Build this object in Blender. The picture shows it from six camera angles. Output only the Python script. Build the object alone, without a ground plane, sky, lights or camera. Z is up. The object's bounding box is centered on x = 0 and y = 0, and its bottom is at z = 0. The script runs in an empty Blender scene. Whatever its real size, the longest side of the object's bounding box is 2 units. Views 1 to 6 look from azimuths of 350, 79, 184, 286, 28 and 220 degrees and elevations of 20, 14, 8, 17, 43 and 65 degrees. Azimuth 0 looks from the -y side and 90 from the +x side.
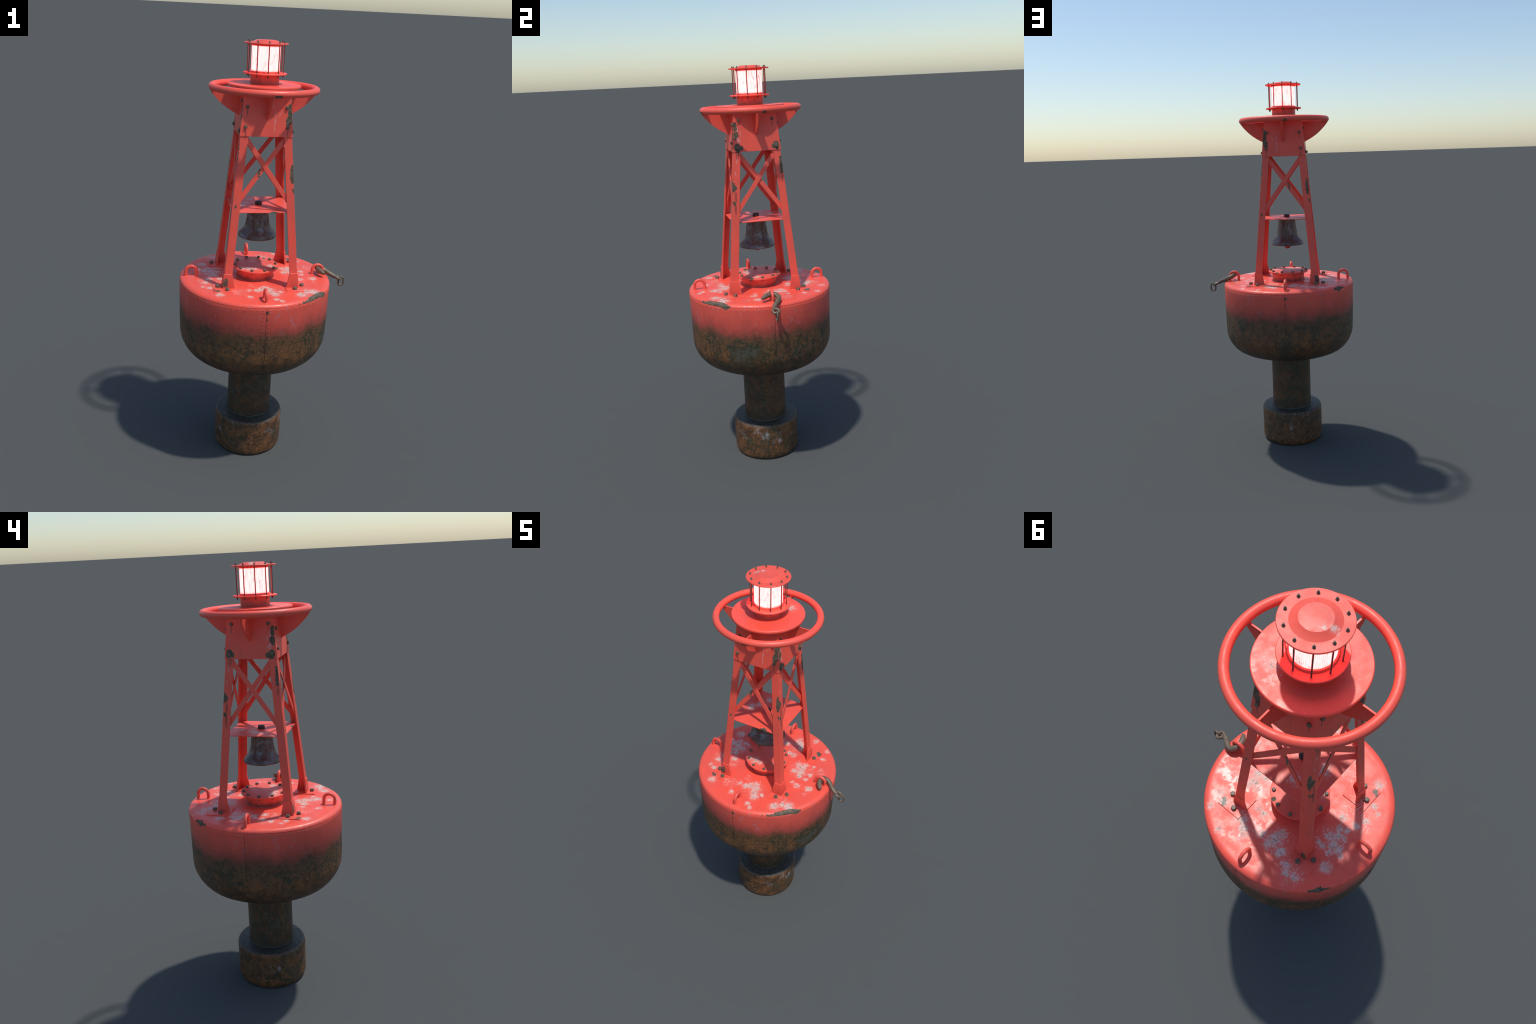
import bpy, bmesh, math, random
from mathutils import Vector, Matrix

random.seed(7)
AX = -0.0429            # the buoy's axis: the hook sticks out at +x, so the axis sits left of the box centre
TAU = 2 * math.pi

# ----------------------------------------------------------------------------- node helpers
class NB:
    """Small builder for shader node trees."""
    def __init__(self, name):
        self.mat = bpy.data.materials.new(name)
        self.mat.use_nodes = True
        self.nt = self.mat.node_tree
        self.nt.nodes.clear()
        self.out = self.nt.nodes.new("ShaderNodeOutputMaterial")
        self.bsdf = self.nt.nodes.new("ShaderNodeBsdfPrincipled")
        self.nt.links.new(self.bsdf.outputs[0], self.out.inputs[0])
        tc = self.nt.nodes.new("ShaderNodeTexCoord")
        self.obj = tc.outputs["Object"]
        self.geo = self.nt.nodes.new("ShaderNodeNewGeometry")

    def put(self, sock, v):
        if isinstance(v, bpy.types.NodeSocket):
            self.nt.links.new(v, sock)
        elif v is not None:
            if isinstance(v, (tuple, list)) and sock.type == "RGBA" and len(v) == 3:
                v = (*v, 1)
            sock.default_value = v

    def math(self, op, a, b=0.5, c=None, clamp=False):
        n = self.nt.nodes.new("ShaderNodeMath")
        n.operation, n.use_clamp = op, clamp
        self.put(n.inputs[0], a); self.put(n.inputs[1], b)
        if c is not None: self.put(n.inputs[2], c)
        return n.outputs[0]
    def add(self, a, b): return self.math("ADD", a, b)
    def sub(self, a, b): return self.math("SUBTRACT", a, b)
    def mul(self, a, b): return self.math("MULTIPLY", a, b)
    def mx(self, a, b): return self.math("MAXIMUM", a, b)
    def inv(self, a): return self.math("SUBTRACT", 1.0, a)

    def vec(self, op, a, b):
        n = self.nt.nodes.new("ShaderNodeVectorMath")
        n.operation = op
        self.put(n.inputs[0], a); self.put(n.inputs[1], b)
        return n.outputs["Value"] if op in ("DISTANCE", "LENGTH", "DOT_PRODUCT") else n.outputs[0]

    def sep(self, v):
        n = self.nt.nodes.new("ShaderNodeSeparateXYZ"); self.put(n.inputs[0], v)
        return n.outputs[0], n.outputs[1], n.outputs[2]
    def comb(self, x, y, z=0.0):
        n = self.nt.nodes.new("ShaderNodeCombineXYZ")
        self.put(n.inputs[0], x); self.put(n.inputs[1], y); self.put(n.inputs[2], z)
        return n.outputs[0]

    def step(self, v, a, b, t0=0.0, t1=1.0):
        n = self.nt.nodes.new("ShaderNodeMapRange")
        n.interpolation_type = "SMOOTHSTEP"
        self.put(n.inputs[0], v)
        n.inputs[1].default_value, n.inputs[2].default_value = a, b
        n.inputs[3].default_value, n.inputs[4].default_value = t0, t1
        if a > b:      # keep ranges ascending
            n.inputs[1].default_value, n.inputs[2].default_value = b, a
            n.inputs[3].default_value, n.inputs[4].default_value = t1, t0
        return n.outputs[0]

    def noise(self, co, scale, detail=4, rough=0.55, dist=0.0, colour=False):
        n = self.nt.nodes.new("ShaderNodeTexNoise")
        self.put(n.inputs["Vector"], co)
        n.inputs["Scale"].default_value, n.inputs["Detail"].default_value = scale, detail
        n.inputs["Roughness"].default_value, n.inputs["Distortion"].default_value = rough, dist
        return n.outputs[1 if colour else 0]

    def voro(self, co, scale, feature="F1"):
        n = self.nt.nodes.new("ShaderNodeTexVoronoi")
        n.feature = feature
        self.put(n.inputs["Vector"], co); n.inputs["Scale"].default_value = scale
        return n.outputs[0]

    def mix(self, f, a, b, mode="MIX"):
        n = self.nt.nodes.new("ShaderNodeMix")
        n.data_type, n.blend_type = "RGBA", mode
        self.put(n.inputs[0], f); self.put(n.inputs[6], a); self.put(n.inputs[7], b)
        return n.outputs[2]

    def mixf(self, f, a, b):
        n = self.nt.nodes.new("ShaderNodeMix")
        n.data_type = "FLOAT"
        self.put(n.inputs[0], f); self.put(n.inputs[2], a); self.put(n.inputs[3], b)
        return n.outputs[0]

    def scaled(self, co, s):
        return self.vec("MULTIPLY", co, s)

    def warp(self, co, scale, amount):
        c = self.noise(co, scale, 3, 0.6, colour=True)
        c = self.vec("SUBTRACT", c, (0.5, 0.5, 0.5))
        return self.vec("ADD", co, self.vec("MULTIPLY", c, (amount, amount, amount)))

    def spots(self, co, lst):
        """1 at the centre of the nearest listed spot (x, y, radius), 0 at its edge, falling below outside."""
        best = None
        for x, y, r in lst:
            d = self.vec("DISTANCE", co, (x, y, 0))
            m = self.math("MULTIPLY_ADD", d, -1.0 / r, 1.0)
            best = m if best is None else self.mx(best, m)
        return best

    def bump(self, h, strength, dist=0.002):
        n = self.nt.nodes.new("ShaderNodeBump")
        n.inputs["Strength"].default_value, n.inputs["Distance"].default_value = strength, dist
        self.put(n.inputs["Height"], h)
        self.nt.links.new(n.outputs[0], self.bsdf.inputs["Normal"])

    def done(self, colour, rough, metal=0.0, spec=0.58):
        b = self.bsdf.inputs
        self.put(b["Base Color"], colour); self.put(b["Roughness"], rough)
        self.put(b["Metallic"], metal); self.put(b["Specular IOR Level"], spec)
        return self.mat

RED_A, RED_B, RED_C = (0.94, 0.100, 0.060), (0.84, 0.100, 0.066), (0.60, 0.060, 0.042)
BARE = (0.170, 0.120, 0.074)
BARE_DK = (0.066, 0.050, 0.033)

def red_base(nb):
    """Faded red paint with soft cloudy dirt. Returns colour and roughness."""
    o = nb.obj
    big = nb.noise(o, 9, 4, 0.6)
    col = nb.mix(nb.step(big, 0.36, 0.66), RED_A, RED_B)
    streak = nb.noise(nb.scaled(o, (1, 1, 0.18)), 60, 4, 0.6)
    col = nb.mix(nb.mul(nb.step(streak, 0.55, 0.75), 0.35), col, RED_C)
    fine = nb.noise(o, 210, 3, 0.6)
    col = nb.mix(nb.mul(nb.step(fine, 0.56, 0.74), 0.22), col, RED_C)
    rough = nb.step(nb.noise(o, 22, 4, 0.6), 0.35, 0.65, 0.40, 0.54)
    return col, rough, fine

def bare_colour(nb, scale=90):
    n = nb.noise(nb.obj, scale, 4, 0.6)
    return nb.mix(nb.step(n, 0.35, 0.65), BARE_DK, BARE)

def rust_colours(nb, dark=1.0):
    """Weed-stained rust below the waterline."""
    o = nb.obj
    n1 = nb.noise(o, 24, 6, 0.62)
    n2 = nb.noise(o, 75, 5, 0.65)
    k = lambda c: tuple(x * dark for x in c)
    col = nb.mix(nb.step(n1, 0.34, 0.62), k((0.062, 0.029, 0.012)), k((0.160, 0.066, 0.020)))
    col = nb.mix(nb.mul(nb.step(n2, 0.50, 0.68), 0.75), col, k((0.285, 0.112, 0.034)))
    grain = nb.noise(o, 260, 3, 0.6)
    col = nb.mix(nb.mul(nb.step(grain, 0.5, 0.72), 0.5), col, k((0.030, 0.022, 0.014)))
    return col, n1, n2, grain

def algae(nb, col, amount, seed, boost=None):
    """Green-black weed blotches and bluish grey salt, masked by amount."""
    o = nb.vec("ADD", nb.obj, (seed, seed * 1.7, seed * 0.6))
    big = nb.noise(o, 7, 3, 0.55)
    if boost is not None:
        big = nb.add(big, boost)
    n = nb.noise(nb.warp(o, 40, 0.016), 50, 6, 0.70)
    m = nb.step(nb.add(n, nb.mul(nb.sub(big, 0.5), 0.75)), 0.495, 0.60)
    col = nb.mix(nb.mul(nb.mul(m, amount), 0.84), col, (0.018, 0.026, 0.010))
    g = nb.noise(nb.warp(o, 55, 0.015), 60, 5, 0.7)
    m2 = nb.step(nb.add(g, nb.mul(nb.sub(big, 0.5), 0.6)), 0.57, 0.69)
    col = nb.mix(nb.mul(nb.mul(m2, amount), 0.50), col, (0.085, 0.086, 0.070))
    return col

# ---- weathering marks: (x, y, radius) on the deck, seen from above
DECK_MARKS = [
    (-0.054, -0.193, 0.018), (-0.019, -0.195, 0.020), (0.006, -0.181, 0.024), (0.025, -0.163, 0.022),
    (0.036, -0.190, 0.026), (0.042, -0.215, 0.028), (0.057, -0.244, 0.026), (0.085, -0.213, 0.013),
    (0.054, -0.300, 0.017), (0.075, -0.320, 0.014), (0.174, -0.253, 0.028), (0.237, -0.218, 0.030),
    (0.208, -0.224, 0.018), (-0.193, -0.238, 0.024), (-0.063, -0.266, 0.017), (-0.233, -0.156, 0.016),
    (-0.246, -0.094, 0.016), (-0.261, -0.140, 0.013), (-0.174, -0.043, 0.020), (-0.192, 0.000, 0.020),
    (0.140, 0.080, 0.018), (0.169, 0.065, 0.026), (0.149, 0.028, 0.022), (0.182, 0.031, 0.026),
    (0.181, 0.090, 0.020), (0.223, 0.098, 0.013), (0.187, 0.000, 0.020), (0.226, -0.005, 0.014),
    (0.236, 0.033, 0.016), (0.210, -0.068, 0.021), (0.176, -0.058, 0.013), (0.270, -0.061, 0.024),
    (0.241, 0.177, 0.016), (0.230, 0.247, 0.016), (0.086, 0.131, 0.020), (0.059, 0.139, 0.018),
    (-0.246, 0.148, 0.026), (-0.184, 0.044, 0.024), (-0.215, 0.062, 0.027), (-0.237, 0.066, 0.020),
    (-0.258, 0.080, 0.015), (-0.206, 0.022, 0.020), (-0.187, 0.092, 0.014), (-0.217, 0.095, 0.016),
    (0.010, 0.200, 0.022), (0.073, 0.233, 0.026), (0.100, 0.210, 0.022), (0.145, 0.291, 0.019),
    (-0.040, 0.184, 0.036), (-0.031, 0.214, 0.022), (-0.084, 0.211, 0.024), (-0.041, 0.154, 0.026),
    (0.088, 0.222, 0.020), (0.060, 0.248, 0.022), (-0.131, 0.234, 0.022), (-0.182, 0.246, 0.020),
    (-0.152, 0.251, 0.020), (-0.195, -0.241, 0.018), (-0.229, -0.048, 0.019), (-0.247, -0.086, 0.014),
    (-0.216, -0.014, 0.016), (-0.165, 0.089, 0.014), (-0.229, 0.019, 0.014)]
DECK_FAINT = [(0.274, 0.084, 0.036), (0.268, -0.107, 0.020), (-0.036, -0.135, 0.024), (0.241, -0.211, 0.044),
              (-0.10, -0.215, 0.05), (0.03, -0.19, 0.075), (0.17, 0.05, 0.085), (-0.06, 0.19, 0.085),
              (-0.20, 0.06, 0.085), (-0.165, 0.245, 0.07), (0.21, -0.23, 0.07), (0.08, 0.22, 0.08), (-0.21, -0.08, 0.09)]
PLATE_MARKS = [(0.069, 0.083, 0.022)]
SHELF_MARKS = [(-0.032, 0.085, 0.020), (-0.083, -0.014, 0.018), (-0.089, 0.003, 0.017), (-0.06, 0.03, 0.02)]
HATCH_MARKS = [(-0.068, -0.051, 0.017), (-0.040, -0.053, 0.022), (-0.016, -0.056, 0.017), (0.07, -0.02, 0.016)]
CAP_MARKS = [(-0.030, 0.011, 0.008), (-0.052, -0.004, 0.010)]
# rim chips: (x, y, radius)
# as (bearing in degrees, distance from the axis, radius)
RIM_CHIPS = [(-65, 0.362, 0.005), (-61, 0.3620, 0.008), (-58, 0.3620, 0.009), (-55, 0.3620, 0.013), (-52, 0.3620, 0.017),
             (-49, 0.3620, 0.0175), (-46, 0.3620, 0.0195), (-43, 0.3620, 0.0185), (-40, 0.3620, 0.0155), (-37, 0.3620, 0.011), (-35, 0.362, 0.006),
             (135.5, 0.3592, 0.004), (137, 0.3585, 0.0045), (138.5, 0.3575, 0.005), (140, 0.3565, 0.0055), (141.5, 0.3550, 0.008), (143, 0.3560, 0.0055), (144.5, 0.3570, 0.005), (146, 0.358, 0.0045), (147.5, 0.359, 0.004), (142.5, 0.350, 0.004)]
# bare corners of the foot plates
DECK_CHIPS = [(-0.200, -0.205, 0.009), (0.208, 0.196, 0.012), (0.196, 0.206, 0.008), (-0.214, -0.196, 0.006)]

def droppings(nb, col, rough, co, marks, faint=None):
    w = nb.warp(nb.warp(co, 42, 0.030), 140, 0.012)
    w = nb.vec("MULTIPLY", w, (1, 1, 0))
    m = nb.spots(w, marks)
    grit = nb.noise(co, 95, 5, 0.72)
    fine = nb.noise(co, 260, 3, 0.6)
    body = nb.step(nb.add(nb.add(m, nb.mul(nb.sub(grit, 0.5), 2.4)), nb.mul(nb.sub(fine, 0.5), 0.8)), 0.16, 0.44)
    core = nb.step(nb.add(m, nb.mul(nb.sub(grit, 0.5), 1.2)), 0.20, 0.80)
    white = nb.mix(nb.step(nb.noise(co, 95, 4, 0.7), 0.38, 0.62), (0.74, 0.46, 0.40), (0.74, 0.65, 0.56))
    thin = nb.step(nb.noise(co, 30, 3, 0.6), 0.36, 0.60, 0.55, 1.0)
    if faint:
        f = nb.spots(w, faint)
        dots = nb.inv(nb.step(nb.voro(nb.warp(co, 60, 0.02), 90), 0.16, 0.34))
        keep = nb.step(nb.noise(co, 26, 2, 0.5), 0.47, 0.55)
        long = nb.vec("ADD", nb.scaled(nb.warp(co, 5, 0.10), (1, 0.07, 1)), (3, 3, 0))
        scr = nb.step(nb.noise(long, 130, 2, 0.5), 0.64, 0.68)
        long2 = nb.vec("ADD", nb.scaled(nb.warp(co, 6, 0.10), (0.07, 1, 1)), (5, 1, 0))
        scr = nb.mx(scr, nb.step(nb.noise(long2, 130, 2, 0.5), 0.64, 0.68))
        sp = nb.mul(nb.mx(nb.mul(dots, keep), nb.mul(scr, 0.8)), nb.step(f, 0.0, 0.5))
        col = nb.mix(nb.mul(sp, 0.72), col, (0.78, 0.52, 0.45))
        col = nb.mix(nb.mul(nb.step(f, 0.0, 0.6), 0.08), col, (0.75, 0.45, 0.40))
    col = nb.mix(nb.mul(nb.step(nb.add(m, nb.mul(nb.sub(grit, 0.5), 0.8)), -0.35, 0.3), 0.22), col, (0.78, 0.42, 0.36))
    col = nb.mix(nb.mul(nb.mul(body, thin), nb.mixf(core, 0.62, 0.95)), col, white)
    speck = nb.step(nb.noise(nb.warp(co, 90, 0.008), 120, 4, 0.7), 0.51, 0.60)
    col = nb.mix(nb.mul(nb.mul(speck, nb.mul(core, body)), 0.85), col, (0.16, 0.12, 0.07))
    rough = nb.mixf(body, rough, 0.62)
    return col, rough

def chips(nb, col, rough, co, lst, warp=(60, 0.012), scale=(1, 1, 0), edge=0.10):
    w = nb.warp(nb.warp(co, warp[0], warp[1]), warp[0] * 3, warp[1] * 0.5)
    w = nb.vec("MULTIPLY", w, scale)
    pts = [(x * scale[0], y * scale[1], r * 1.3) for x, y, r in lst]
    m = nb.step(nb.spots(w, pts), 0.06, 0.06 + edge)
    col = nb.mix(m, col, bare_colour(nb))
    return col, nb.mixf(m, rough, 0.75), m

def mat_hull():
    nb = NB("weathered_red_hull_paint")
    col, rough, fine = red_base(nb)
    o = nb.obj
    x, y, z = nb.sep(o)
    nz = nb.sep(nb.geo.outputs["Normal"])[2]
    up = nb.step(z, 0.905, 0.912)
    # glossier worn blotches on the deck
    gl = nb.noise(nb.warp(o, 18, 0.03), 16, 4, 0.6)
    rough = nb.mixf(nb.mul(up, nb.step(gl, 0.52, 0.62)), rough, 0.34)
    # side: dirt thickens towards the waterline, then rust and weed take over
    n = nb.noise(nb.scaled(o, (1, 1, 0.55)), 13, 5, 0.62)
    n2 = nb.noise(o, 55, 4, 0.65)
    h = nb.add(nb.add(z, 0.019), nb.add(nb.mul(nb.sub(n, 0.5), 0.085), nb.mul(nb.sub(n2, 0.5), 0.045)))
    side = nb.inv(up)
    col = nb.mix(nb.mul(nb.step(z, 0.900, 0.885), 0.38), col, (0.52, 0.084, 0.064))
    col = nb.mix(nb.mul(nb.step(h, 0.900, 0.800), 0.72), col, (0.34, 0.056, 0.042))
    lil = nb.noise(nb.warp(nb.scaled(o, (1, 1, 0.7)), 30, 0.03), 34, 4, 0.65)
    col = nb.mix(nb.mul(nb.mul(nb.step(lil, 0.57, 0.70), side), 0.45), col, (0.40, 0.21, 0.23))
    wisp = nb.noise(nb.scaled(nb.warp(o, 9, 0.12), (1, 1, 0.16)), 95, 2, 0.5)
    col = nb.mix(nb.mul(nb.mul(nb.step(wisp, 0.715, 0.75), side), 0.55), col, (0.55, 0.38, 0.37))
    col = nb.mix(nb.mul(nb.step(h, 0.835, 0.765), 0.85), col, (0.135, 0.044, 0.024))
    rust, r1, r2, grain = rust_colours(nb)
    rust = nb.mix(nb.step(z, 0.64, 0.53), rust, nb.mix(nb.step(r1, 0.4, 0.6), (0.042, 0.026, 0.017), (0.085, 0.040, 0.020)))
    rmask = nb.step(h, 0.806, 0.738)
    col = nb.mix(rmask, col, rust)
    band = nb.mul(nb.step(h, 0.80, 0.74), nb.mixf(nb.step(h, 0.72, 0.58), 1.0, 0.6))
    olive = nb.mul(nb.step(h, 0.790, 0.765), nb.step(h, 0.66, 0.745))
    col = nb.mix(nb.mul(olive, 0.28), col, (0.050, 0.036, 0.016))
    ang = nb.mul(nb.math("ARCTAN2", y, x), 0.36)
    patch = nb.spots(nb.comb(ang, z, 0), [(math.radians(a) * 0.36, 0.69, 0.15) for a in (-22, 158)])
    col = algae(nb, col, band, 3.1, nb.mul(nb.step(patch, 0.0, 0.8), 0.16))
    rough = nb.mixf(rmask, rough, nb.step(r2, 0.35, 0.65, 0.40, 0.64))
    # deck marks
    flat = nb.mul(up, 1.0)
    dcol, drough = droppings(nb, col, rough, nb.comb(x, y, 0), DECK_MARKS, DECK_FAINT)
    col = nb.mix(flat, col, dcol)
    rough = nb.mixf(flat, rough, drough)
    arc = nb.mul(nb.math("ARCTAN2", y, x), 0.36)
    rad = nb.math("SQRT", nb.add(nb.mul(x, x), nb.mul(y, y)), 0)
    spill = nb.spots(nb.comb(arc, 0.0, 0), [(math.radians(-38) * 0.36, 0, 0.03), (math.radians(141) * 0.36, 0, 0.02)])
    hot = nb.step(nb.add(z, nb.mul(nb.math("MAXIMUM", spill, 0.0), 0.012)), 0.8985, 0.9000)
    ccol, crough, cm = chips(nb, col, rough, nb.comb(arc, rad, 0), [(math.radians(a) * 0.36, b, c) for a, b, c in RIM_CHIPS], (75, 0.020))
    col = nb.mix(hot, col, ccol)
    rough = nb.mixf(hot, rough, crough)
    ccol, crough, cm = chips(nb, col, rough, nb.comb(x, y, 0), DECK_CHIPS, (90, 0.010))
    col = nb.mix(nb.step(z, 0.9195, 0.9205), col, ccol)
    # rust nicks along the riveted seams (twofold symmetric, like the plating)
    s = nb.math("SIGN", y, 0)
    for az in (-90, 0):
        ca, sa = math.cos(math.radians(az)), math.sin(math.radians(az))
        u = nb.add(nb.mul(x, -sa), nb.mul(y, ca))          # along the tangent
        f = nb.add(nb.mul(x, ca), nb.mul(y, sa))           # towards the seam
        u = nb.mul(u, nb.math("SIGN", f, 0))
        onit = nb.step(nb.math("ABSOLUTE", f, 0), 0.30, 0.32)
        c2, rr2, m2 = chips(nb, col, rough, nb.comb(u, z, 0),
                            [(0.0025, 0.882, 0.005), (0.002, 0.874, 0.004), (0.0015, 0.846, 0.004)] if az == -90 else
                            [(-0.002, 0.71, 0.003)], (90, 0.008))
        line = nb.mul(nb.step(nb.math("ABSOLUTE", nb.add(u, 0.0004), 0), 0.0014, 0.0006), nb.mul(nb.mul(onit, nb.step(z, 0.8985, 0.8975)), nb.step(z, 0.60, 0.74)))
        col = nb.mix(onit, col, c2)
        col = nb.mix(nb.mul(line, 0.4), col, (0.05, 0.014, 0.010))
    nb.bump(nb.add(nb.mul(r2, nb.mixf(rmask, 0.05, 1.0)), nb.mul(grain, nb.mixf(rmask, 0.06, 0.7))), 0.55, 0.004)
    return nb.done(col, rough)

def mat_submerged(name, top_grey):
    nb = NB(name)
    col, r1, r2, grain = rust_colours(nb, 0.95 if top_grey else 0.68)
    col = algae(nb, col, 0.85 if not top_grey else 0.8, 9.3 if top_grey else 5.7)
    rough = nb.step(r2, 0.35, 0.65, 0.42, 0.66)
    z = nb.sep(nb.obj)[2]
    if top_grey:
        nz = nb.sep(nb.geo.outputs["Normal"])[2]
        t = nb.step(nz, 0.35, 0.9)
        g = nb.noise(nb.obj, 60, 5, 0.7)
        top = nb.mix(nb.step(g, 0.40, 0.62), (0.026, 0.021, 0.014), (0.052, 0.052, 0.044))
        col = nb.mix(t, col, top)
        # pale scraped salt near the shoulder
        sc = nb.noise(nb.warp(nb.scaled(nb.obj, (1, 1, 0.6)), 40, 0.03), 42, 5, 0.7)
        zone = nb.mul(nb.step(z, 0.06, 0.13), nb.inv(t))
        wx, wy, wz = nb.sep(nb.obj)
        warc = nb.comb(nb.mul(nb.math("ARCTAN2", wy, wx), 0.168), wz, 0)
        where = nb.spots(warc, [(math.radians(a) * 0.168, b, c) for a, b, c in
                                ((-52, 0.13, 0.040), (-30, 0.15, 0.045), (-8, 0.125, 0.060), (14, 0.120, 0.055), (32, 0.14, 0.05), (95, 0.12, 0.05), (-160, 0.11, 0.045))])
        where = nb.step(where, -0.1, 0.6)
        sc = nb.add(sc, nb.mul(where, 0.10))
        col = nb.mix(nb.mul(nb.mul(nb.step(sc, 0.60, 0.70), nb.mx(nb.mul(zone, 0.6), where)), 0.70), col, (0.30, 0.30, 0.31))
        rough = nb.mixf(t, rough, 0.55)
    else:
        # dark band low on the stem, thin grey-green edge at the weight
        low = nb.step(nb.add(z, nb.mul(nb.sub(r1, 0.5), 0.08)), 0.27, 0.20)
        col = nb.mix(nb.mul(low, 0.6), col, (0.032, 0.028, 0.015))
        col = nb.mix(nb.step(z, 0.1985, 0.1945), col, (0.075, 0.10, 0.09))
    nb.bump(nb.add(r2, nb.mul(grain, 0.8)), 0.5, 0.004)
    return nb.done(col, rough)

# weathering of the tower: (u, z, radius), u = x on the two y faces, y on the two x faces
Y_CHIPS = [(0.099, 1.736, 0.006), (0.100, 1.722, 0.009), (0.101, 1.706, 0.010), (0.101, 1.690, 0.010),
           (0.096, 1.674, 0.012), (0.093, 1.663, 0.009),
           (0.121, 1.478, 0.005), (0.1225, 1.462, 0.008), (0.1235, 1.445, 0.009), (0.125, 1.428, 0.010),
           (0.1265, 1.412, 0.008), (0.132, 1.372, 0.006), (0.134, 1.362, 0.004),
           (-0.1185, 1.570, 0.003), (-0.120, 1.552, 0.0045), (-0.121, 1.532, 0.004), (-0.122, 1.510, 0.0035),
           (-0.1235, 1.480, 0.003), (-0.126, 1.295, 0.004), (-0.1235, 1.301, 0.003),
           (-0.024, 1.458, 0.006), (-0.026, 1.443, 0.005), (-0.026, 1.430, 0.004),
           (-0.161, 0.956, 0.009), (-0.168, 0.951, 0.008), (-0.163, 0.943, 0.010), (-0.171, 0.938, 0.008)]
X_CHIPS = [(-0.099, 1.730, 0.009), (-0.0985, 1.712, 0.008), (-0.0965, 1.684, 0.011), (-0.100, 1.668, 0.006),
           (-0.093, 1.626, 0.013), (-0.074, 1.621, 0.008), (-0.092, 1.614, 0.010),
           (0.094, 1.629, 0.013), (0.082, 1.622, 0.008), (0.099, 1.618, 0.008),
           (0.1125, 1.567, 0.006), (0.1130, 1.552, 0.007), (0.1135, 1.535, 0.007), (0.1140, 1.518, 0.008), (0.1145, 1.500, 0.007),
           (-0.1245, 1.455, 0.006), (-0.120, 1.440, 0.009), (-0.1155, 1.436, 0.007), (-0.124, 1.425, 0.006),
           (-0.126, 1.366, 0.006), (-0.124, 1.361, 0.005)]
Y_STREAK = [(-0.086, 1.708, 0.024), (-0.092, 1.612, 0.030), (0.092, 1.622, 0.026), (0.097, 1.645, 0.022), (0.022, 1.780, 0.014)]
X_STREAK = [(0.082, 1.728, 0.024), (-0.081, 1.732, 0.016), (-0.1, 1.585, 0.03), (-0.116, 1.395, 0.045), (-0.121, 1.34, 0.05), (0.116, 1.47, 0.03), (-0.09, 1.59, 0.028)]
Y_PALE = [(0.037, 1.700, 0.020), (0.036, 1.668, 0.026), (0.035, 1.64, 0.02), (0.056, 1.702, 0.010), (0.062, 1.708, 0.009), (0.051, 1.692, 0.010), (0.026, 1.735, 0.02)]
X_PALE = [(-0.075, 1.69, 0.022), (-0.079, 1.655, 0.022), (-0.079, 1.625, 0.012), (-0.088, 1.705, 0.03), (-0.088, 1.66, 0.03), (-0.100, 1.564, 0.02), (-0.110, 1.505, 0.018)]

def mat_tower():
    nb = NB("chipped_red_tower_paint")
    col, rough, fine = red_base(nb)
    x, y, z = nb.sep(nb.obj)
    nx, ny, nz = nb.sep(nb.geo.outputs["True Normal"])
    isx = nb.math("GREATER_THAN", nb.math("ABSOLUTE", nx, 0), nb.math("ABSOLUTE", ny, 0))
    # the legs repeat by half a turn, the panels, braces and shoes by reflection
    legs = nb.mul(nb.math("LESS_THAN", z, 1.604), nb.math("GREATER_THAN", z, 1.0))
    def turned(u, back):
        on = nb.mul(nb.mul(legs, nb.math("GREATER_THAN", nb.math("ABSOLUTE", u, 0), 0.075)), back)
        return nb.mul(u, nb.math("MULTIPLY_ADD", on, -2.0, 1.0))
    cy = nb.comb(turned(x, nb.math("GREATER_THAN", y, 0.0)), z, 0)
    cx = nb.comb(turned(y, nb.math("LESS_THAN", x, 0.0)), z, 0)
    rr = rough
    res = []
    for co, ch, st, pale in ((cy, Y_CHIPS, Y_STREAK, Y_PALE), (cx, X_CHIPS, X_STREAK, X_PALE)):
        w = nb.warp(co, 70, 0.006)
        s = nb.step(nb.spots(nb.vec("MULTIPLY", w, (6, 1, 0)), [(a * 6, b, r) for a, b, r in st]), 0.0, 0.7)
        c = nb.mix(nb.mul(s, 0.7), col, (0.15, 0.040, 0.025))
        p = nb.spots(nb.vec("MULTIPLY", w, (5, 1, 0)), [(a * 5, b, r) for a, b, r in pale])
        g = nb.noise(nb.scaled(co, (1, 0.4, 1)), 150, 3, 0.7)
        p = nb.step(nb.add(p, nb.mul(nb.sub(g, 0.5), 2.0)), 0.15, 0.7)
        c = nb.mix(nb.mul(p, 0.50), c, (0.62, 0.42, 0.40))
        c, r, m = chips(nb, c, rough, co, ch, (75, 0.008), (1, 0.8, 0))
        res.append((c, r))
    outward = nb.math("GREATER_THAN", nb.add(nb.mul(nx, x), nb.mul(ny, y)), 0.0)
    col = nb.mix(outward, col, nb.mix(isx, res[0][0], res[1][0]))
    rough = nb.mixf(outward, rough, nb.mixf(isx, res[0][1], res[1][1]))
    # grime low on the legs: red darkened where they near the deck
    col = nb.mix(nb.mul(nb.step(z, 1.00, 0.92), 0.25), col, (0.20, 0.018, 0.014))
    nb.bump(fine, 0.12, 0.002)
    return nb.done(col, rough)

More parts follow.
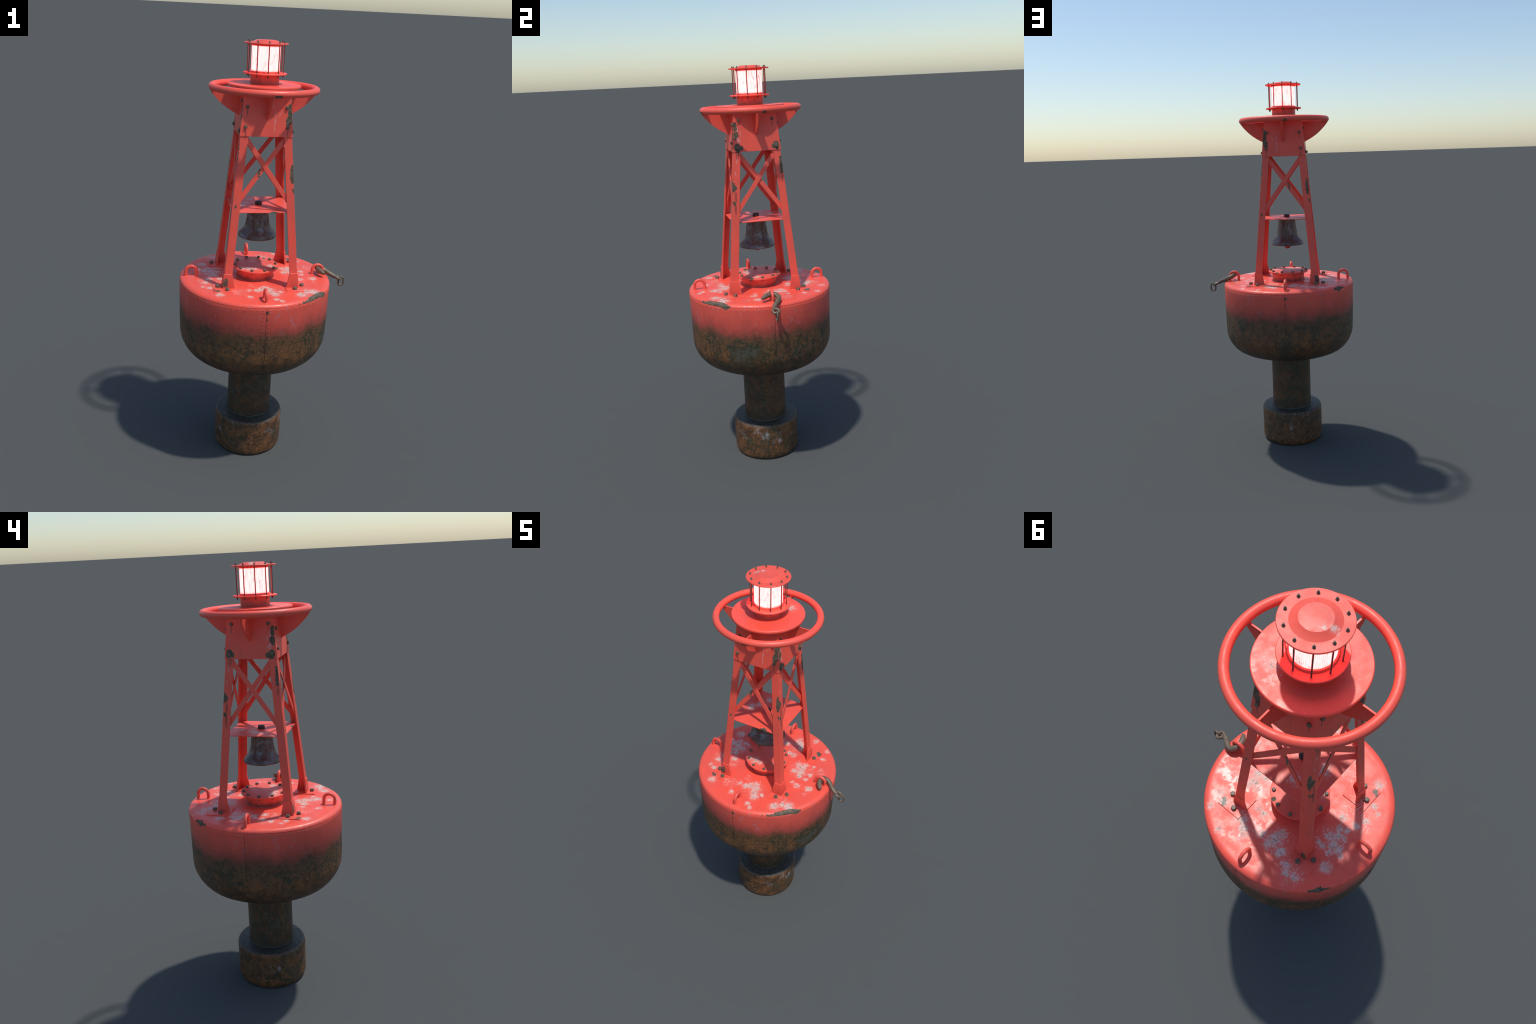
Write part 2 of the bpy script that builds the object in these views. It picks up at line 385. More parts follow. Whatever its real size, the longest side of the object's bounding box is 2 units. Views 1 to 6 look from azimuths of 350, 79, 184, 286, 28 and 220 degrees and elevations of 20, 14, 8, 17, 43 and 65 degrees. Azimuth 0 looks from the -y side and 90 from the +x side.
def mat_red(name, marks=None, chiplist=None, low_dark=None, gloss=None, below=None):
    nb = NB(name)
    col, rough, fine = red_base(nb)
    x, y, z = nb.sep(nb.obj)
    if gloss:
        gl = nb.noise(nb.warp(nb.obj, 18, 0.03), 20, 4, 0.6)
        rough = nb.mixf(nb.step(gl, 0.50, 0.62), rough, gloss)
    if low_dark:
        n = nb.noise(nb.scaled(nb.obj, (1, 1, 0.4)), 50, 4, 0.65)
        g = nb.step(nb.add(z, nb.mul(nb.sub(n, 0.5), (low_dark[1] - low_dark[0]) * 1.5)), low_dark[1], low_dark[0])
        col = nb.mix(nb.mul(g, low_dark[2]), col, (0.12, 0.030, 0.022))  # darker red-brown towards the foot of the part, mixed into the red
    if marks:
        nzz = nb.step(nb.sep(nb.geo.outputs["Normal"])[2], 0.5, 0.8)
        c, r = droppings(nb, col, rough, nb.comb(x, y, 0), marks, [(a, b, q * 2.2) for a, b, q in marks])
        col = nb.mix(nzz, col, c); rough = nb.mixf(nzz, rough, r)
    if chiplist:
        c, r, m = chips(nb, col, rough, nb.comb(x, y, 0), chiplist, (70, 0.008))
        gate = 1.0 if below is None else nb.step(z, below, below - 0.003)
        col, rough = nb.mix(gate, col, c), nb.mixf(gate, rough, r)
    nb.bump(fine, 0.12, 0.002)
    return nb.done(col, rough)

def mat_iron(name, a, b, rough=(0.45, 0.65), metal=0.0):
    nb = NB(name)
    n = nb.noise(nb.obj, 110, 4, 0.65)
    f = nb.noise(nb.obj, 420, 3, 0.6)
    col = nb.mix(nb.step(n, 0.38, 0.62), a, b)
    col = nb.mix(nb.mul(nb.step(f, 0.5, 0.7), 0.4), col, tuple(v * 0.5 for v in a))
    nb.bump(f, 0.25, 0.001)
    return nb.done(col, nb.step(n, 0.35, 0.65, *rough), metal)

def mat_bell():
    nb = NB("patinated_bronze")
    o = nb.obj
    st = nb.noise(nb.scaled(o, (1, 1, 0.12)), 120, 4, 0.65)
    col = nb.mix(nb.step(st, 0.38, 0.62), (0.070, 0.046, 0.034), (0.130, 0.086, 0.062))
    n = nb.noise(nb.warp(o, 25, 0.02), 26, 4, 0.6)
    col = nb.mix(nb.mul(nb.step(n, 0.52, 0.62), 0.8), col, (0.17, 0.20, 0.215))
    pu = nb.noise(nb.vec("ADD", nb.warp(o, 25, 0.02), (4, 2, 1)), 30, 3, 0.6)
    z = nb.sep(o)[2]
    col = nb.mix(nb.mul(nb.mul(nb.step(pu, 0.5, 0.64), nb.step(z, 1.18, 1.14)), 0.7), col, (0.11, 0.10, 0.13))
    fl = nb.noise(nb.scaled(nb.warp(o, 40, 0.02), (1, 1, 0.35)), 60, 3, 0.7)
    col = nb.mix(nb.mul(nb.step(fl, 0.66, 0.73), 0.6), col, (0.30, 0.24, 0.24))
    r = nb.noise(o, 90, 3, 0.6)
    col = nb.mix(nb.mul(nb.step(r, 0.58, 0.7), 0.5), col, (0.13, 0.040, 0.018))
    nb.bump(r, 0.2, 0.001)
    return nb.done(col, 0.38, 0.0)

def mat_lens():
    nb = NB("lit_ribbed_lantern_glass")
    o = nb.obj
    x, y, z = nb.sep(o)
    ang = nb.math("ARCTAN2", y, x)
    rib = nb.noise(nb.comb(nb.mul(ang, 1.0), 0.0, nb.mul(z, 0.6)), 26, 3, 0.75)
    rib2 = nb.math("SINE", nb.mul(ang, 80.0), 0)
    dirt = nb.noise(nb.scaled(o, (1, 1, 0.5)), 60, 4, 0.7)
    m = nb.add(nb.mul(nb.step(rib, 0.46, 0.66), 0.50), nb.mul(nb.step(dirt, 0.54, 0.74), 0.9))
    m = nb.math("MINIMUM", nb.add(m, nb.mul(nb.step(rib2, -0.3, 1.0), 0.36)), 1.0)
    edge = nb.mx(nb.step(z, 1.880, 1.871), nb.step(z, 1.970, 1.978))
    m = nb.math("MINIMUM", nb.add(m, nb.mul(edge, 0.6)), 1.0)
    col = nb.mix(m, (1.0, 0.205, 0.200), (1.0, 0.075, 0.072))
    b = nb.bsdf.inputs
    nb.put(b["Emission Color"], col)
    b["Emission Strength"].default_value = 5.2
    b["Coat Weight"].default_value = 0.3
    return nb.done((0.5, 0.12, 0.11), 0.3)

M_HULL = mat_hull()
M_STEM = mat_submerged("rusty_weeded_stem", False)
M_WEIGHT = mat_submerged("rusty_weeded_weight", True)
M_TOWER = mat_tower()
M_PLATE = mat_red("red_platform_paint", PLATE_MARKS, None, None, 0.34)
M_SHELF = mat_red("red_shelf_paint", SHELF_MARKS, [(0.040, -0.136, 0.007), (0.050, -0.132, 0.010), (0.061, -0.136, 0.007), (0.134, -0.105, 0.008), (0.134, -0.120, 0.008)])
M_HATCH = mat_red("red_hatch_paint", HATCH_MARKS, [(0.089, -0.052, 0.009), (-0.101, 0.004, 0.006), (0.055, 0.085, 0.008)], (0.918, 0.950, 0.8))
M_CAP = mat_red("red_lantern_cap_paint", CAP_MARKS)
M_LAMP = mat_red("foot_darkened_red_lantern_paint", None, None, (1.822, 1.862, 0.55))
M_RING = mat_red("red_tube_paint", None, [(0.020, -0.236, 0.014), (0.236, 0.020, 0.009), (-0.020, 0.236, 0.010)], below=1.797)
M_LUG = mat_red("red_lug_paint")
M_BOLT = mat_iron("rusty_bolt_iron", (0.100, 0.070, 0.046), (0.195, 0.140, 0.095))
M_ROD = mat_iron("dark_rod_iron", (0.060, 0.034, 0.028), (0.105, 0.060, 0.048))
M_HOOK = mat_iron("worn_hook_iron", (0.125, 0.086, 0.055), (0.200, 0.146, 0.097), (0.36, 0.52), 0.1)
M_STUD = mat_iron("blackened_bell_bolt", (0.022, 0.016, 0.014), (0.045, 0.032, 0.028))
M_BELL = mat_bell()
M_LENS = mat_lens()
M_CLAP = mat_iron("rusty_red_clapper", (0.17, 0.035, 0.020), (0.30, 0.070, 0.038))

# ----------------------------------------------------------------------------- mesh helpers
ROOT = bpy.data.objects.new("navigation_buoy", None)
bpy.context.scene.collection.objects.link(ROOT)
ROOT.location = (AX, 0, 0)
ROOT["label"] = "weathered red bell buoy with lattice tower and lit lantern"
ROOT["category"] = "navigation buoy"

def obj(name, me, parent, mat=None, loc=None, rot=None):
    o = bpy.data.objects.new(name, me)
    bpy.context.scene.collection.objects.link(o)
    o.parent = parent
    if mat and not me.materials: me.materials.append(mat)
    if loc is not None: o.location = loc
    if rot is not None: o.rotation_euler = rot
    return o

def finish(bm, name, angle=32, bevel=0.0, seg=2, bevel_angle=30):
    bmesh.ops.remove_doubles(bm, verts=bm.verts, dist=1e-6)
    bmesh.ops.recalc_face_normals(bm, faces=bm.faces)
    if bevel:
        es = [e for e in bm.edges if len(e.link_faces) == 2 and e.calc_face_angle(0) > math.radians(bevel_angle)]
        bmesh.ops.bevel(bm, geom=es, offset=bevel, segments=seg, affect="EDGES", profile=0.5, clamp_overlap=True)
    me = bpy.data.meshes.new(name)
    bm.to_mesh(me); bm.free()
    me.shade_smooth()
    me.set_sharp_from_angle(angle=math.radians(angle))
    return me

def lathe(bm, prof, seg=96, angles=None, tweak=None):
    """Revolve (r, z) pairs about the axis; tweak(r, z, angle) may change the radius."""
    angles = angles or [TAU * i / seg for i in range(seg)]
    rings = []
    for r, z in prof:
        if r < 1e-6:
            rings.append([bm.verts.new((0, 0, z))])
        else:
            rings.append([bm.verts.new(((tweak(r, z, a) if tweak else r) * math.cos(a),
                                        (tweak(r, z, a) if tweak else r) * math.sin(a), z)) for a in angles])
    n = len(angles)
    for p, q in zip(rings, rings[1:]):
        for i in range(n):
            j = (i + 1) % n
            if len(p) == 1 and len(q) == 1: continue
            if len(p) == 1: bm.faces.new((p[0], q[i], q[j]))
            elif len(q) == 1: bm.faces.new((p[i], p[j], q[0]))
            else: bm.faces.new((p[i], p[j], q[j], q[i]))

def tube(bm, pts, radii, sides=12, closed=False, caps=True, squash=1.0):
    pts = [Vector(p) for p in pts]
    n = len(pts)
    if not isinstance(radii, (list, tuple)): radii = [radii] * n
    rings, prev = [], None
    for i, p in enumerate(pts):
        a, b = (pts[i - 1], pts[(i + 1) % n]) if closed else (pts[max(i - 1, 0)], pts[min(i + 1, n - 1)])
        t = (b - a).normalized()
        if prev is None:
            ref = Vector((0, 0, 1)) if abs(t.z) < 0.9 else Vector((1, 0, 0))
            u = t.cross(ref).normalized()
        else:
            u = (prev - t * prev.dot(t)).normalized()
        prev = u
        v = t.cross(u)
        rings.append([bm.verts.new(p + (u * math.cos(TAU * k / sides) + v * math.sin(TAU * k / sides) * squash) * radii[i]) for k in range(sides)])
    pairs = list(zip(rings, rings[1:])) + ([(rings[-1], rings[0])] if closed else [])
    for p, q in pairs:
        for k in range(sides):
            bm.faces.new((p[k], p[(k + 1) % sides], q[(k + 1) % sides], q[k]))
    if caps and not closed:
        bm.faces.new(rings[0]); bm.faces.new(rings[-1][::-1])

def loft(bm, a, b):
    """Solid between two outlines with the same number of points."""
    va, vb = [bm.verts.new(p) for p in a], [bm.verts.new(p) for p in b]
    n = len(va)
    for i in range(n):
        j = (i + 1) % n
        bm.faces.new((va[i], va[j], vb[j], vb[i]))
    bm.faces.new(va[::-1]); bm.faces.new(vb)

def catmull(P, n=8):
    P = [Vector(p) for p in P]
    Q = [2 * P[0] - P[1]] + P + [2 * P[-1] - P[-2]]
    out = []
    for i in range(len(P) - 1):
        a, b, c, d = Q[i:i + 4]
        for k in range(n):
            t = k / n
            out.append(0.5 * (2 * b + (c - a) * t + (2 * a - 5 * b + 4 * c - d) * t * t + (3 * b - a - 3 * c + d) * t ** 3))
    return out + [P[-1]]

def hex_mesh(name, r, h, mat, chamfer=0.25, sides=6, washer=0.0, sink=0.001):
    bm = bmesh.new()
    prof = [(0, -sink), (r, -sink), (r, h - r * chamfer), (r * (1 - chamfer * 0.9), h), (0, h)]
    if washer: prof = [(0, -sink), (r * 1.25, -sink), (r * 1.25, washer), (r, washer), (r, h - r * chamfer), (r * (1 - chamfer), h), (0, h)]
    lathe(bm, prof, sides)
    me = finish(bm, name, 20)
    me.materials.append(mat)
    return me

# ----------------------------------------------------------------------------- hull
def hull():
    R0, Z0, RB, ZB = 0.3603, 0.8975, 0.3568, 0.648
    prof = [(0, 0.9172), (0.10, 0.9172), (0.22, 0.9172), (0.30, 0.9172), (0.330, 0.9171), (0.338, 0.9168), (0.3445, 0.9158),
            (0.3500, 0.9138), (0.3545, 0.9108), (0.3578, 0.9070), (0.3596, 0.9030), (0.3598, 0.9016),
            (0.3578, 0.9008), (0.3576, 0.8998), (0.3598, 0.8990), (R0, Z0)]
    for i in range(1, 13):
        t = i / 13
        prof.append((R0 + (RB - R0) * t, Z0 + (ZB - Z0) * t))
    bilge = catmull([(RB, ZB, 0), (0.3520, 0.6170, 0), (0.3350, 0.5780, 0), (0.3050, 0.5430, 0), (0.2650, 0.5215, 0),
                     (0.2100, 0.5060, 0), (0.1500, 0.4930, 0), (0.1060, 0.4800, 0)], 5)
    prof += [(v.x, v.y) for v in bilge]
    prof.append((0, 0.4800))
    # columns packed round the four riveted seams
    seam = [math.radians(d) for d in (-90, 0, 90, 180)]
    angs = []
    for s in seam:
        angs += [s - 0.0050, s - 0.0022, s, s + 0.0016]
        angs += [s + math.radians(3 + 84 * k / 27) for k in range(28)]
    angs.sort()
    def tweak(r, z, a):
        if z < 0.8985 and r > 0.10:
            for s in seam:
                d = (a - s + math.pi) % TAU - math.pi
                if min(abs(d), abs(d + 0.0022)) < 0.0004: return r - (0.0016 if z > 0.66 else 0.0008)
        # slight dents in the plating
        if z < 0.89: r += 0.0012 * math.sin(3 * a + 9 * z) * math.sin(5 * a - 7 * z)
        return r
    bm = bmesh.new()
    lathe(bm, prof, angles=angs, tweak=tweak)
    return obj("hull", finish(bm, "hull", 40), ROOT, M_HULL)

HULL = hull()

def rivets():
    bm = bmesh.new()
    def dome(p, nrm, r):
        m = Matrix.Translation(p) @ nrm.to_track_quat("Z", "Y").to_matrix().to_4x4() @ Matrix.Diagonal((1, 1, 0.62, 1))
        bmesh.ops.create_icosphere(bm, subdivisions=1, radius=r, matrix=m)
    side_r = lambda z: 0.3603 - (0.8975 - z) * 0.0140
    for i in range(80):
        a = TAU * (i + 0.5) / 80
        d = Vector((math.cos(a), math.sin(a), 0))
        dome(d * 0.3603 + Vector((0, 0, 0.8905)), d, 0.0026)
        up = Vector((d.x * 0.75, d.y * 0.75, 0.66)).normalized()
        dome(d * 0.3556 + Vector((0, 0, 0.9091)) - up * 0.0006, up, 0.0028)
    for s in (-90, 0, 90, 180):
        s = math.radians(s)
        for k in range(11):
            z = 0.880 - 0.0182 * k
            for off, r in ((0.0105, 0.0027), (-0.0150, 0.0025)):
                a = s + off / 0.36
                d = Vector((math.cos(a), math.sin(a), 0))
                dome(d * (side_r(z) - 0.0002) + Vector((0, 0, z)), d, r)
    o = obj("hull_rivets", finish(bm, "hull_rivets", 60), HULL, M_HULL)
    o["kind"] = "stuff"
rivets()

def lug_mesh():
    bm = bmesh.new()
    r0, h, R = 0.3068, 0.9405, 0.0253
    pts = [(r0 - R, 0, 0.914), (r0 - R, 0, 0.928)]
    pts += [(r0 - R * math.cos(math.pi * i / 16), 0, h + R * math.sin(math.pi * i / 16)) for i in range(17)]
    pts += [(r0 + R, 0, 0.928), (r0 + R, 0, 0.910)]
    tube(bm, pts, 0.0073, 14)
    for s in (-1, 1):          # weld beads at the feet
        m = bmesh.ops.create_uvsphere(bm, u_segments=12, v_segments=6, radius=0.0092,
                                      matrix=Matrix.Translation((r0 + s * R, 0, 0.9165)) @ Matrix.Diagonal((1, 1, 0.35, 1)))
    return finish(bm, "lifting_lug", 60)
LUG = lug_mesh()
for k in range(4):
    obj("lifting_lug", LUG, HULL, M_LUG, rot=(0, 0, math.pi / 2 * k))

# stem and counterweight
bm = bmesh.new()
lathe(bm, [(0, 0.15), (0.1085, 0.15), (0.1085, 0.30), (0.1085, 0.42), (0.1085, 0.500), (0, 0.500)], 80)
obj("stem", finish(bm, "stem", 40), ROOT, M_STEM)
bm = bmesh.new()
lathe(bm, [(0, 0), (0.1545, 0), (0.1590, 0.0015), (0.1630, 0.007), (0.1660, 0.016), (0.1675, 0.028), (0.1681, 0.042),
           (0.1681, 0.100), (0.1681, 0.168), (0.1675, 0.178), (0.1655, 0.1855), (0.1620, 0.1905), (0.1570, 0.1928), (0.1535, 0.1932), (0, 0.1932)], 80)
obj("counterweight", finish(bm, "counterweight", 40), ROOT, M_WEIGHT)

# ----------------------------------------------------------------------------- hatch
bm = bmesh.new()
lathe(bm, [(0, 0.9150), (0.0910, 0.9150), (0.0905, 0.9185), (0.0882, 0.9215), (0.0880, 0.955), (0.0880, 0.9625), (0.1085, 0.9625), (0.1102, 0.9640),
           (0.1104, 0.9665), (0.1104, 0.9690), (0.1095, 0.9705), (0.1080, 0.9710), (0, 0.9710)], 80)
HATCH = obj("hatch", finish(bm, "hatch", 30), ROOT, M_HATCH)
HB = hex_mesh("hatch_bolt", 0.0077, 0.0085, M_BOLT)
HN = hex_mesh("hatch_nut", 0.0070, 0.0060, M_BOLT)
for k in range(10):
    a = TAU * k / 10
    p = (0.0975 * math.cos(a), 0.0975 * math.sin(a), 0.9710)
    obj("hatch_bolt", HB, HATCH, loc=p, rot=(0, 0, random.uniform(0, 1)))
    obj("hatch_nut", HN, HATCH, loc=(p[0], p[1], 0.9625), rot=(math.pi, 0, random.uniform(0, 1)))

# ----------------------------------------------------------------------------- tower
W = lambda z: 0.114 + 0.0868 * (1.606 - z)      # half width over the legs at height z

def ell(z, sx, sy, f, t, grow=0.0):
    w = W(z) + grow
    return [(sx * (w - a), sy * (w - b), z) for a, b in ((0, 0), (f, 0), (f, t), (t, t), (t, f), (0, f))]

CORNERS = [(1, -1), (1, 1), (-1, 1), (-1, -1)]
PLATE_BOLT = hex_mesh("foot_bolt", 0.0105, 0.0115, M_BOLT)
for sx, sy in CORNERS:
    bm = bmesh.new()
    loft(bm, ell(0.9195, sx, sy, 0.0362, 0.0048), ell(1.804, sx, sy, 0.0350, 0.0048))
    leg = obj("tower_leg", finish(bm, "tower_leg", 30, 0.0008, 1), ROOT, M_TOWER)
    bm = bmesh.new()
    loft(bm, ell(0.9195, sx, sy, 0.0570, 0.0078, 0.0028), ell(0.9880, sx, sy, 0.0385, 0.0078, 0.0028))
    obj("leg_shoe", finish(bm, "leg_shoe", 30, 0.0008, 1), leg, M_TOWER)
    bm = bmesh.new()
    a, b = 0.1145, 0.2165
    q = [(sx * a, sy * a), (sx * b, sy * a), (sx * b, sy * b), (sx * a, sy * b)]
    loft(bm, [(x, y, 0.9160) for x, y in q], [(x, y, 0.9212) for x, y in q])
    obj("foot_plate", finish(bm, "foot_plate", 30, 0.0007, 1), leg, M_HULL)
    for x, y in ((0.1556, 0.1958), (0.1960, 0.1556)):
        obj("foot_bolt", PLATE_BOLT, leg, loc=(sx * x, sy * y, 0.9212), rot=(0, 0, random.uniform(0, 1)))

# head panels
bm = bmesh.new()
def square(z, g): return [(sx * (W(z) + g), sy * (W(z) + g), z) for sx, sy in CORNERS]
zb, zt = 1.6045, 1.8065
o0, o1, i0, i1 = ([bm.verts.new(p) for p in square(z, g)] for z, g in ((zb, 0.0030), (zt, 0.0030), (zb, -0.0010), (zt, -0.0010)))
for i in range(4):
    j = (i + 1) % 4
    bm.faces.new((o0[i], o0[j], o1[j], o1[i])); bm.faces.new((i0[j], i0[i], i1[i], i1[j]))
    bm.faces.new((o0[j], o0[i], i0[i], i0[j])); bm.faces.new((o1[i], o1[j], i1[j], i1[i]))
HEAD = obj("tower_head", finish(bm, "tower_head", 30, 0.0007, 1), ROOT, M_TOWER)
PB = hex_mesh("head_bolt", 0.0080, 0.0078, M_BOLT)
tilt = math.atan(0.0868)
for face in range(4):
    rz = math.pi / 2 * face            # 0: +x, 1: +y, 2: -x, 3: -y
    xface = face % 2 == 0
    n = Vector((math.cos(rz), math.sin(rz), 0))
    tng = Vector((-n.y, n.x, 0))
    for u, z in (((0.0815, 1.752), (0.0940, 1.625)) if xface else ((0.0860, 1.730), (0.0920, 1.646))):
        for s in (-1, 1):
            p = n * (W(z) + 0.0030) + tng * (u * s) + Vector((0, 0, z))
            nn = (n + Vector((0, 0, math.tan(tilt)))).normalized()
            obj("head_bolt", PB, HEAD, loc=p, rot=nn.to_track_quat("Z", "Y").to_euler())
    # cross braces: flat bars behind the leg flanges; the one named first lies outside
    order = -1 if face in (2, 3) else 1
    flip = {3: 1, 1: -1, 0: -1, 2: -1}[face]
    for layer, sgn in ((0, 1), (1, -1)):
        sgn *= {3: 1, 1: -1, 0: -1, 2: 1}[face] * (1 if True else order)
        # bar runs from high at tangent -sgn*0.081 to low at +sgn*0.101
        p0, p1 = Vector((-sgn * 0.0805, 1.5855)), Vector((sgn * 0.1015, 1.334))
        d = (p1 - p0).normalized()
        p0, p1 = p0 - d * 0.024, p1 + d * 0.026
        nrm = Vector((-d.y, d.x)) * 0.0105
        depth = 0.0050 + 0.0050 * layer
        bm = bmesh.new()
        def P(q, dd):
            v = n * (W(q.y) - dd) + tng * q.x
            return (v.x, v.y, q.y)
        quad = [p0 + nrm, p1 + nrm, p1 - nrm, p0 - nrm]
        loft(bm, [P(q, depth) for q in quad], [P(q, depth + 0.0045) for q in quad])
        obj("cross_brace", finish(bm, "cross_brace", 30, 0.0005, 1), ROOT, M_TOWER)
    # curved bracket carrying the guard ring
    lower = catmull([(0.1085, 1.6765, 0), (0.1200, 1.6838, 0), (0.1540, 1.7030, 0), (0.1888, 1.7287, 0), (0.2224, 1.7625, 0), (0.2425, 1.7900, 0)], 5)
    outl = [(v.x, v.y) for v in lower] + [(0.2280, 1.7925), (0.2150, 1.7885), (W(1.7885) + 0.001, 1.7885)]
    bm = bmesh.new()
    def G(r, z, off):
        v = n * r + tng * off
        return (v.x, v.y, z)
    loft(bm, [G(r, z, -0.0030) for r, z in outl], [G(r, z, 0.0030) for r, z in outl])
    obj("ring_bracket", finish(bm, "ring_bracket", 30, 0.0005, 1, 50), ROOT, M_RING)

# guard ring
bm = bmesh.new()
tube(bm, [(0.2300 * math.cos(TAU * i / 96), 0.2300 * math.sin(TAU * i / 96), 1.7990) for i in range(96)], 0.0153, 20, closed=True)
obj("guard_ring", finish(bm, "guard_ring", 60), ROOT, M_RING)

# lantern platform
bm = bmesh.new()
lathe(bm, [(0, 1.8045), (0.1590, 1.8045), (0.1612, 1.8060), (0.1620, 1.8085), (0.1620, 1.8130), (0.1612, 1.8155), (0.1590, 1.8170), (0, 1.8170)], 96)
obj("lantern_platform", finish(bm, "lantern_platform", 30), ROOT, M_PLATE)

# ----------------------------------------------------------------------------- bell and shelf
bm = bmesh.new()
s, z0, z1 = 0.1365, 1.2665, 1.2702
loft(bm, [(-s, -s, z0), (s, -s, z0), (s, s, z0), (-s, s, z0)], [(-s, -s, z1), (s, -s, z1), (s, s, z1), (-s, s, z1)])
SHELF = obj("bell_shelf", finish(bm, "bell_shelf", 30, 0.0005, 1), ROOT, M_SHELF)
bm = bmesh.new()
lathe(bm, [(0, 1.2710), (0.0162, 1.2710), (0.0164, 1.2730), (0.0164, 1.2800), (0.0155, 1.2838), (0.0130, 1.2855), (0, 1.2855)], 12)
obj("bell_bolt", finish(bm, "bell_bolt", 40), SHELF, M_STUD)
bm = bmesh.new()
outer = catmull([(0.0445, 1.2680, 0), (0.0455, 1.2580, 0), (0.0475, 1.2360, 0), (0.0502, 1.2200, 0), (0.0538, 1.1920, 0), (0.0575, 1.1720, 0),
                 (0.0640, 1.1575, 0), (0.0735, 1.1460, 0), (0.0822, 1.1370, 0), (0.0874, 1.1280, 0), (0.0888, 1.1212, 0)], 4)
prof = [(0, 1.2680)] + [(v.x, v.y) for v in outer] + [(0.0881, 1.1182), (0.0850, 1.1165), (0.0810, 1.1190), (0.0740, 1.1310), (0.0600, 1.1500),
        (0.0500, 1.1750), (0.0430, 1.2300), (0.0380, 1.2480), (0, 1.2500)]
lathe(bm, prof, 72)
BELL = obj("bell", finish(bm, "bell", 40), ROOT, M_BELL)
bm = bmesh.new()
bmesh.ops.create_uvsphere(bm, u_segments=28, v_segments=16, radius=0.0175, matrix=Matrix.Translation((0, 0, 1.1095)))
tube(bm, [(0, 0, 1.2520), (0, 0, 1.18), (0, 0, 1.115)], 0.004, 10)
obj("clapper", finish(bm, "clapper", 50), BELL, M_CLAP)

# ----------------------------------------------------------------------------- lantern
bm = bmesh.new()
lathe(bm, [(0, 1.8150), (0.0652, 1.8150), (0.0650, 1.8185), (0.0637, 1.8200), (0.0635, 1.8585), (0.0945, 1.8585), (0.0960, 1.8598), (0.0963, 1.8615),
           (0.0960, 1.8632), (0.0945, 1.8645), (0.0678, 1.8645), (0.0674, 1.8700), (0.0662, 1.8722), (0.0600, 1.8722), (0.0595, 1.8690), (0, 1.8690)], 80)
LANTERN = obj("lantern", finish(bm, "lantern", 30), ROOT, M_LAMP)
bm = bmesh.new()
lathe(bm, [(0, 1.9765), (0.0600, 1.9765), (0.0640, 1.9765), (0.0648, 1.9780), (0.0648, 1.9840), (0.0945, 1.9840), (0.0959, 1.9852), (0.0962, 1.9868), (0.0959, 1.9884),
           (0.0945, 1.9896), (0.0660, 1.9896), (0.0640, 1.9902), (0.0447, 1.9992), (0.0435, 1.9999), (0.0425, 2.0000), (0, 2.0000)], 80)
obj("lantern_cap", finish(bm, "lantern_cap", 14), LANTERN, M_CAP)
bm = bmesh.new()
rib = 76
lathe(bm, [(0.050, 1.8680), (0.0615, 1.8680), (0.0615, 1.9000), (0.0615, 1.9400), (0.0615, 1.9790), (0.050, 1.9790)], rib * 4,
      tweak=lambda r, z, a: r + (0.0005 * math.cos(a * rib) if r > 0.055 else 0))
obj("lantern_lens", finish(bm, "lantern_lens", 60), LANTERN, M_LENS)
bm = bmesh.new()
tube(bm, [(0, 0, 1.8470), (0, 0, 1.92), (0, 0, 1.9985)], 0.0025, 8)
RODM = finish(bm, "lantern_rod", 50)
NUT = hex_mesh("lantern_nut", 0.0043, 0.0050, M_BOLT, 0.3, 6, 0.0014, 0.0004)
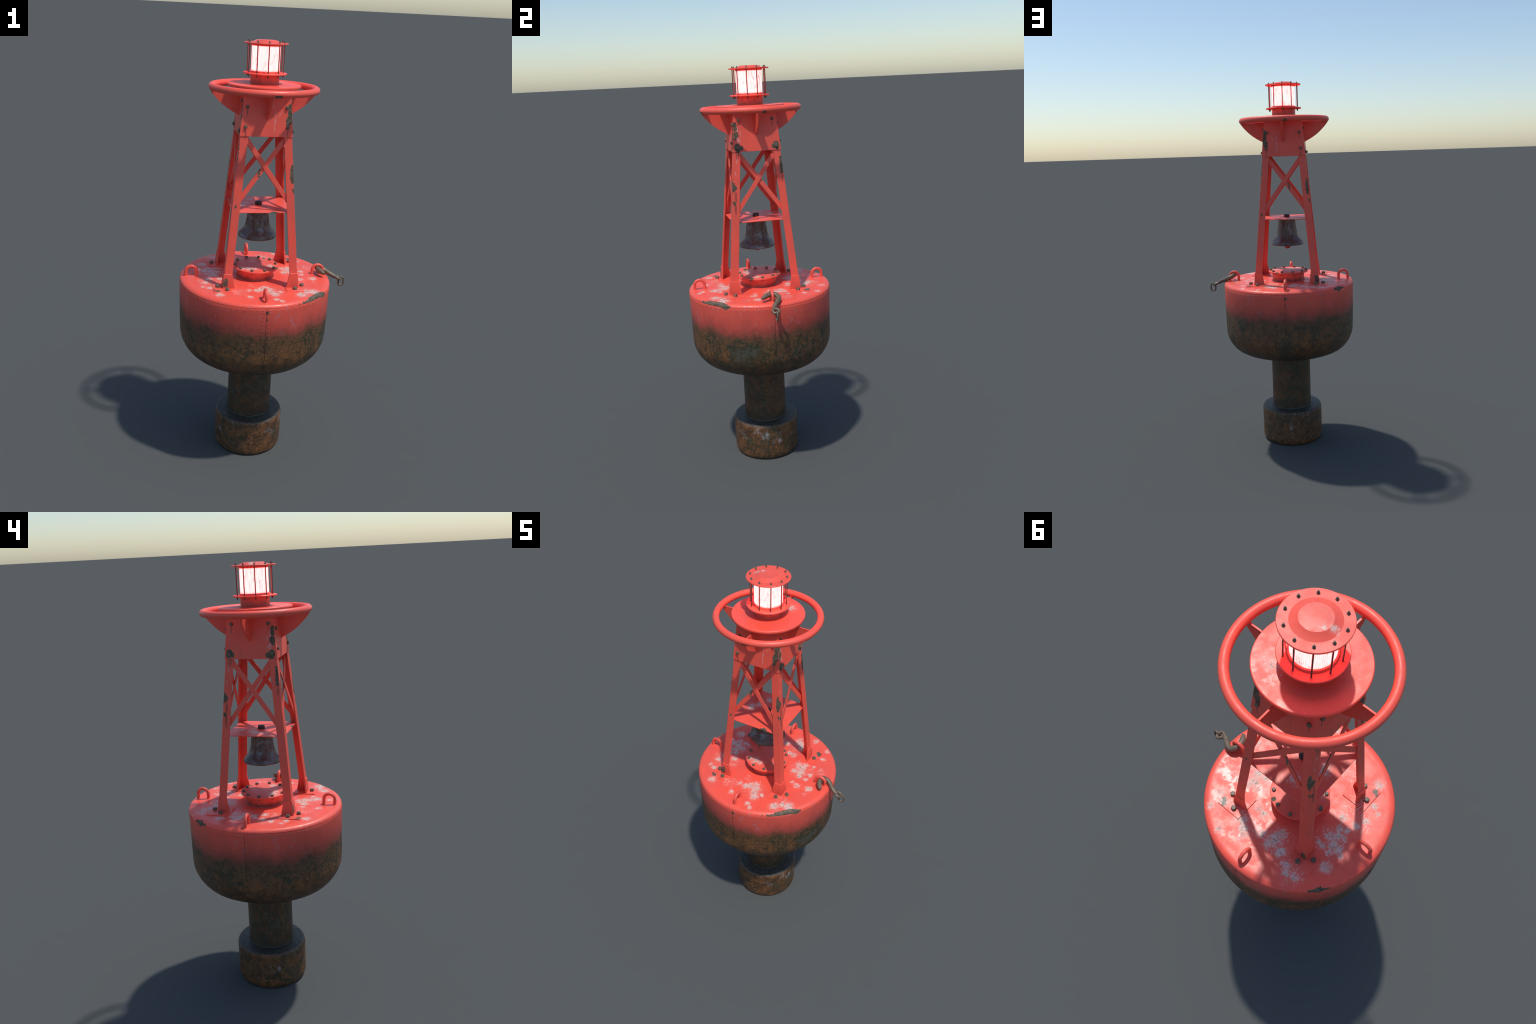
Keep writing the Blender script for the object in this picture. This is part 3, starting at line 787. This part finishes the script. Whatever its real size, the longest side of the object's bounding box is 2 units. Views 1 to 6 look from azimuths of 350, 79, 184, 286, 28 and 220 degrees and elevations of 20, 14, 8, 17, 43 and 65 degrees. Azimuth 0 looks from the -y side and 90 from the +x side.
for k in range(10):
    a = math.radians(18 + 36 * k)
    p = (0.0793 * math.cos(a), 0.0793 * math.sin(a))
    obj("lantern_rod", RODM, LANTERN, M_ROD, loc=(*p, 0))
    obj("lantern_nut", NUT, LANTERN, loc=(*p, 1.9896), rot=(0, 0, random.uniform(0, 1)))
    obj("lantern_nut", NUT, LANTERN, loc=(*p, 1.8585), rot=(math.pi, 0, random.uniform(0, 1)))

# ----------------------------------------------------------------------------- hook with a link, hung in the +x lug
SL = -0.47
def HP(x, y, lift=0.0): return Vector((x, y, 0.9485 + SL * (x - 0.3060) + lift))
path = catmull([HP(0.3290, -0.0530), HP(0.3245, -0.0440), HP(0.3130, -0.0270), HP(0.3075, -0.0060), HP(0.3100, 0.0120), HP(0.3195, 0.0235),
                HP(0.3345, 0.0265), HP(0.3500, 0.0200), HP(0.3640, 0.0085), HP(0.3790, -0.0020), HP(0.3920, -0.0070), HP(0.3990, -0.0075)], 5)
n = len(path)
rad = []
for i in range(n):
    t = i / (n - 1)
    r = 0.0070 + 0.0056 * min(1, t / 0.18)
    if t > 0.62: r -= 0.0034 * (t - 0.62) / 0.38
    if i == 0: r *= 0.55
    rad.append(r)
bm = bmesh.new()
tube(bm, path, rad, 14)
ex = Vector((1, 0, SL)).normalized()
ey = Vector((0, 1, 0))
c = HP(0.4115, -0.0050)
tube(bm, [c + (ex * math.cos(TAU * i / 28) + ey * math.sin(TAU * i / 28)) * 0.0148 for i in range(28)], 0.0068, 12, closed=True)
HOOK = obj("hook", finish(bm, "hook", 60), ROOT, M_HOOK)
bm = bmesh.new()
cx, cy, cz, hw, hh = 0.4300, -0.0045, 0.8800, 0.0130, 0.0090
pts = []
for i in range(13):
    a = math.pi * i / 12
    pts.append((cx + hw * math.cos(a), cy, cz + hh + hw * math.sin(a)))
for i in range(13):
    a = math.pi + math.pi * i / 12
    pts.append((cx + hw * math.cos(a), cy, cz - hh + hw * math.sin(a)))
tube(bm, pts, 0.0042, 10, closed=True)
obj("chain_link", finish(bm, "chain_link", 60), HOOK, M_HOOK)
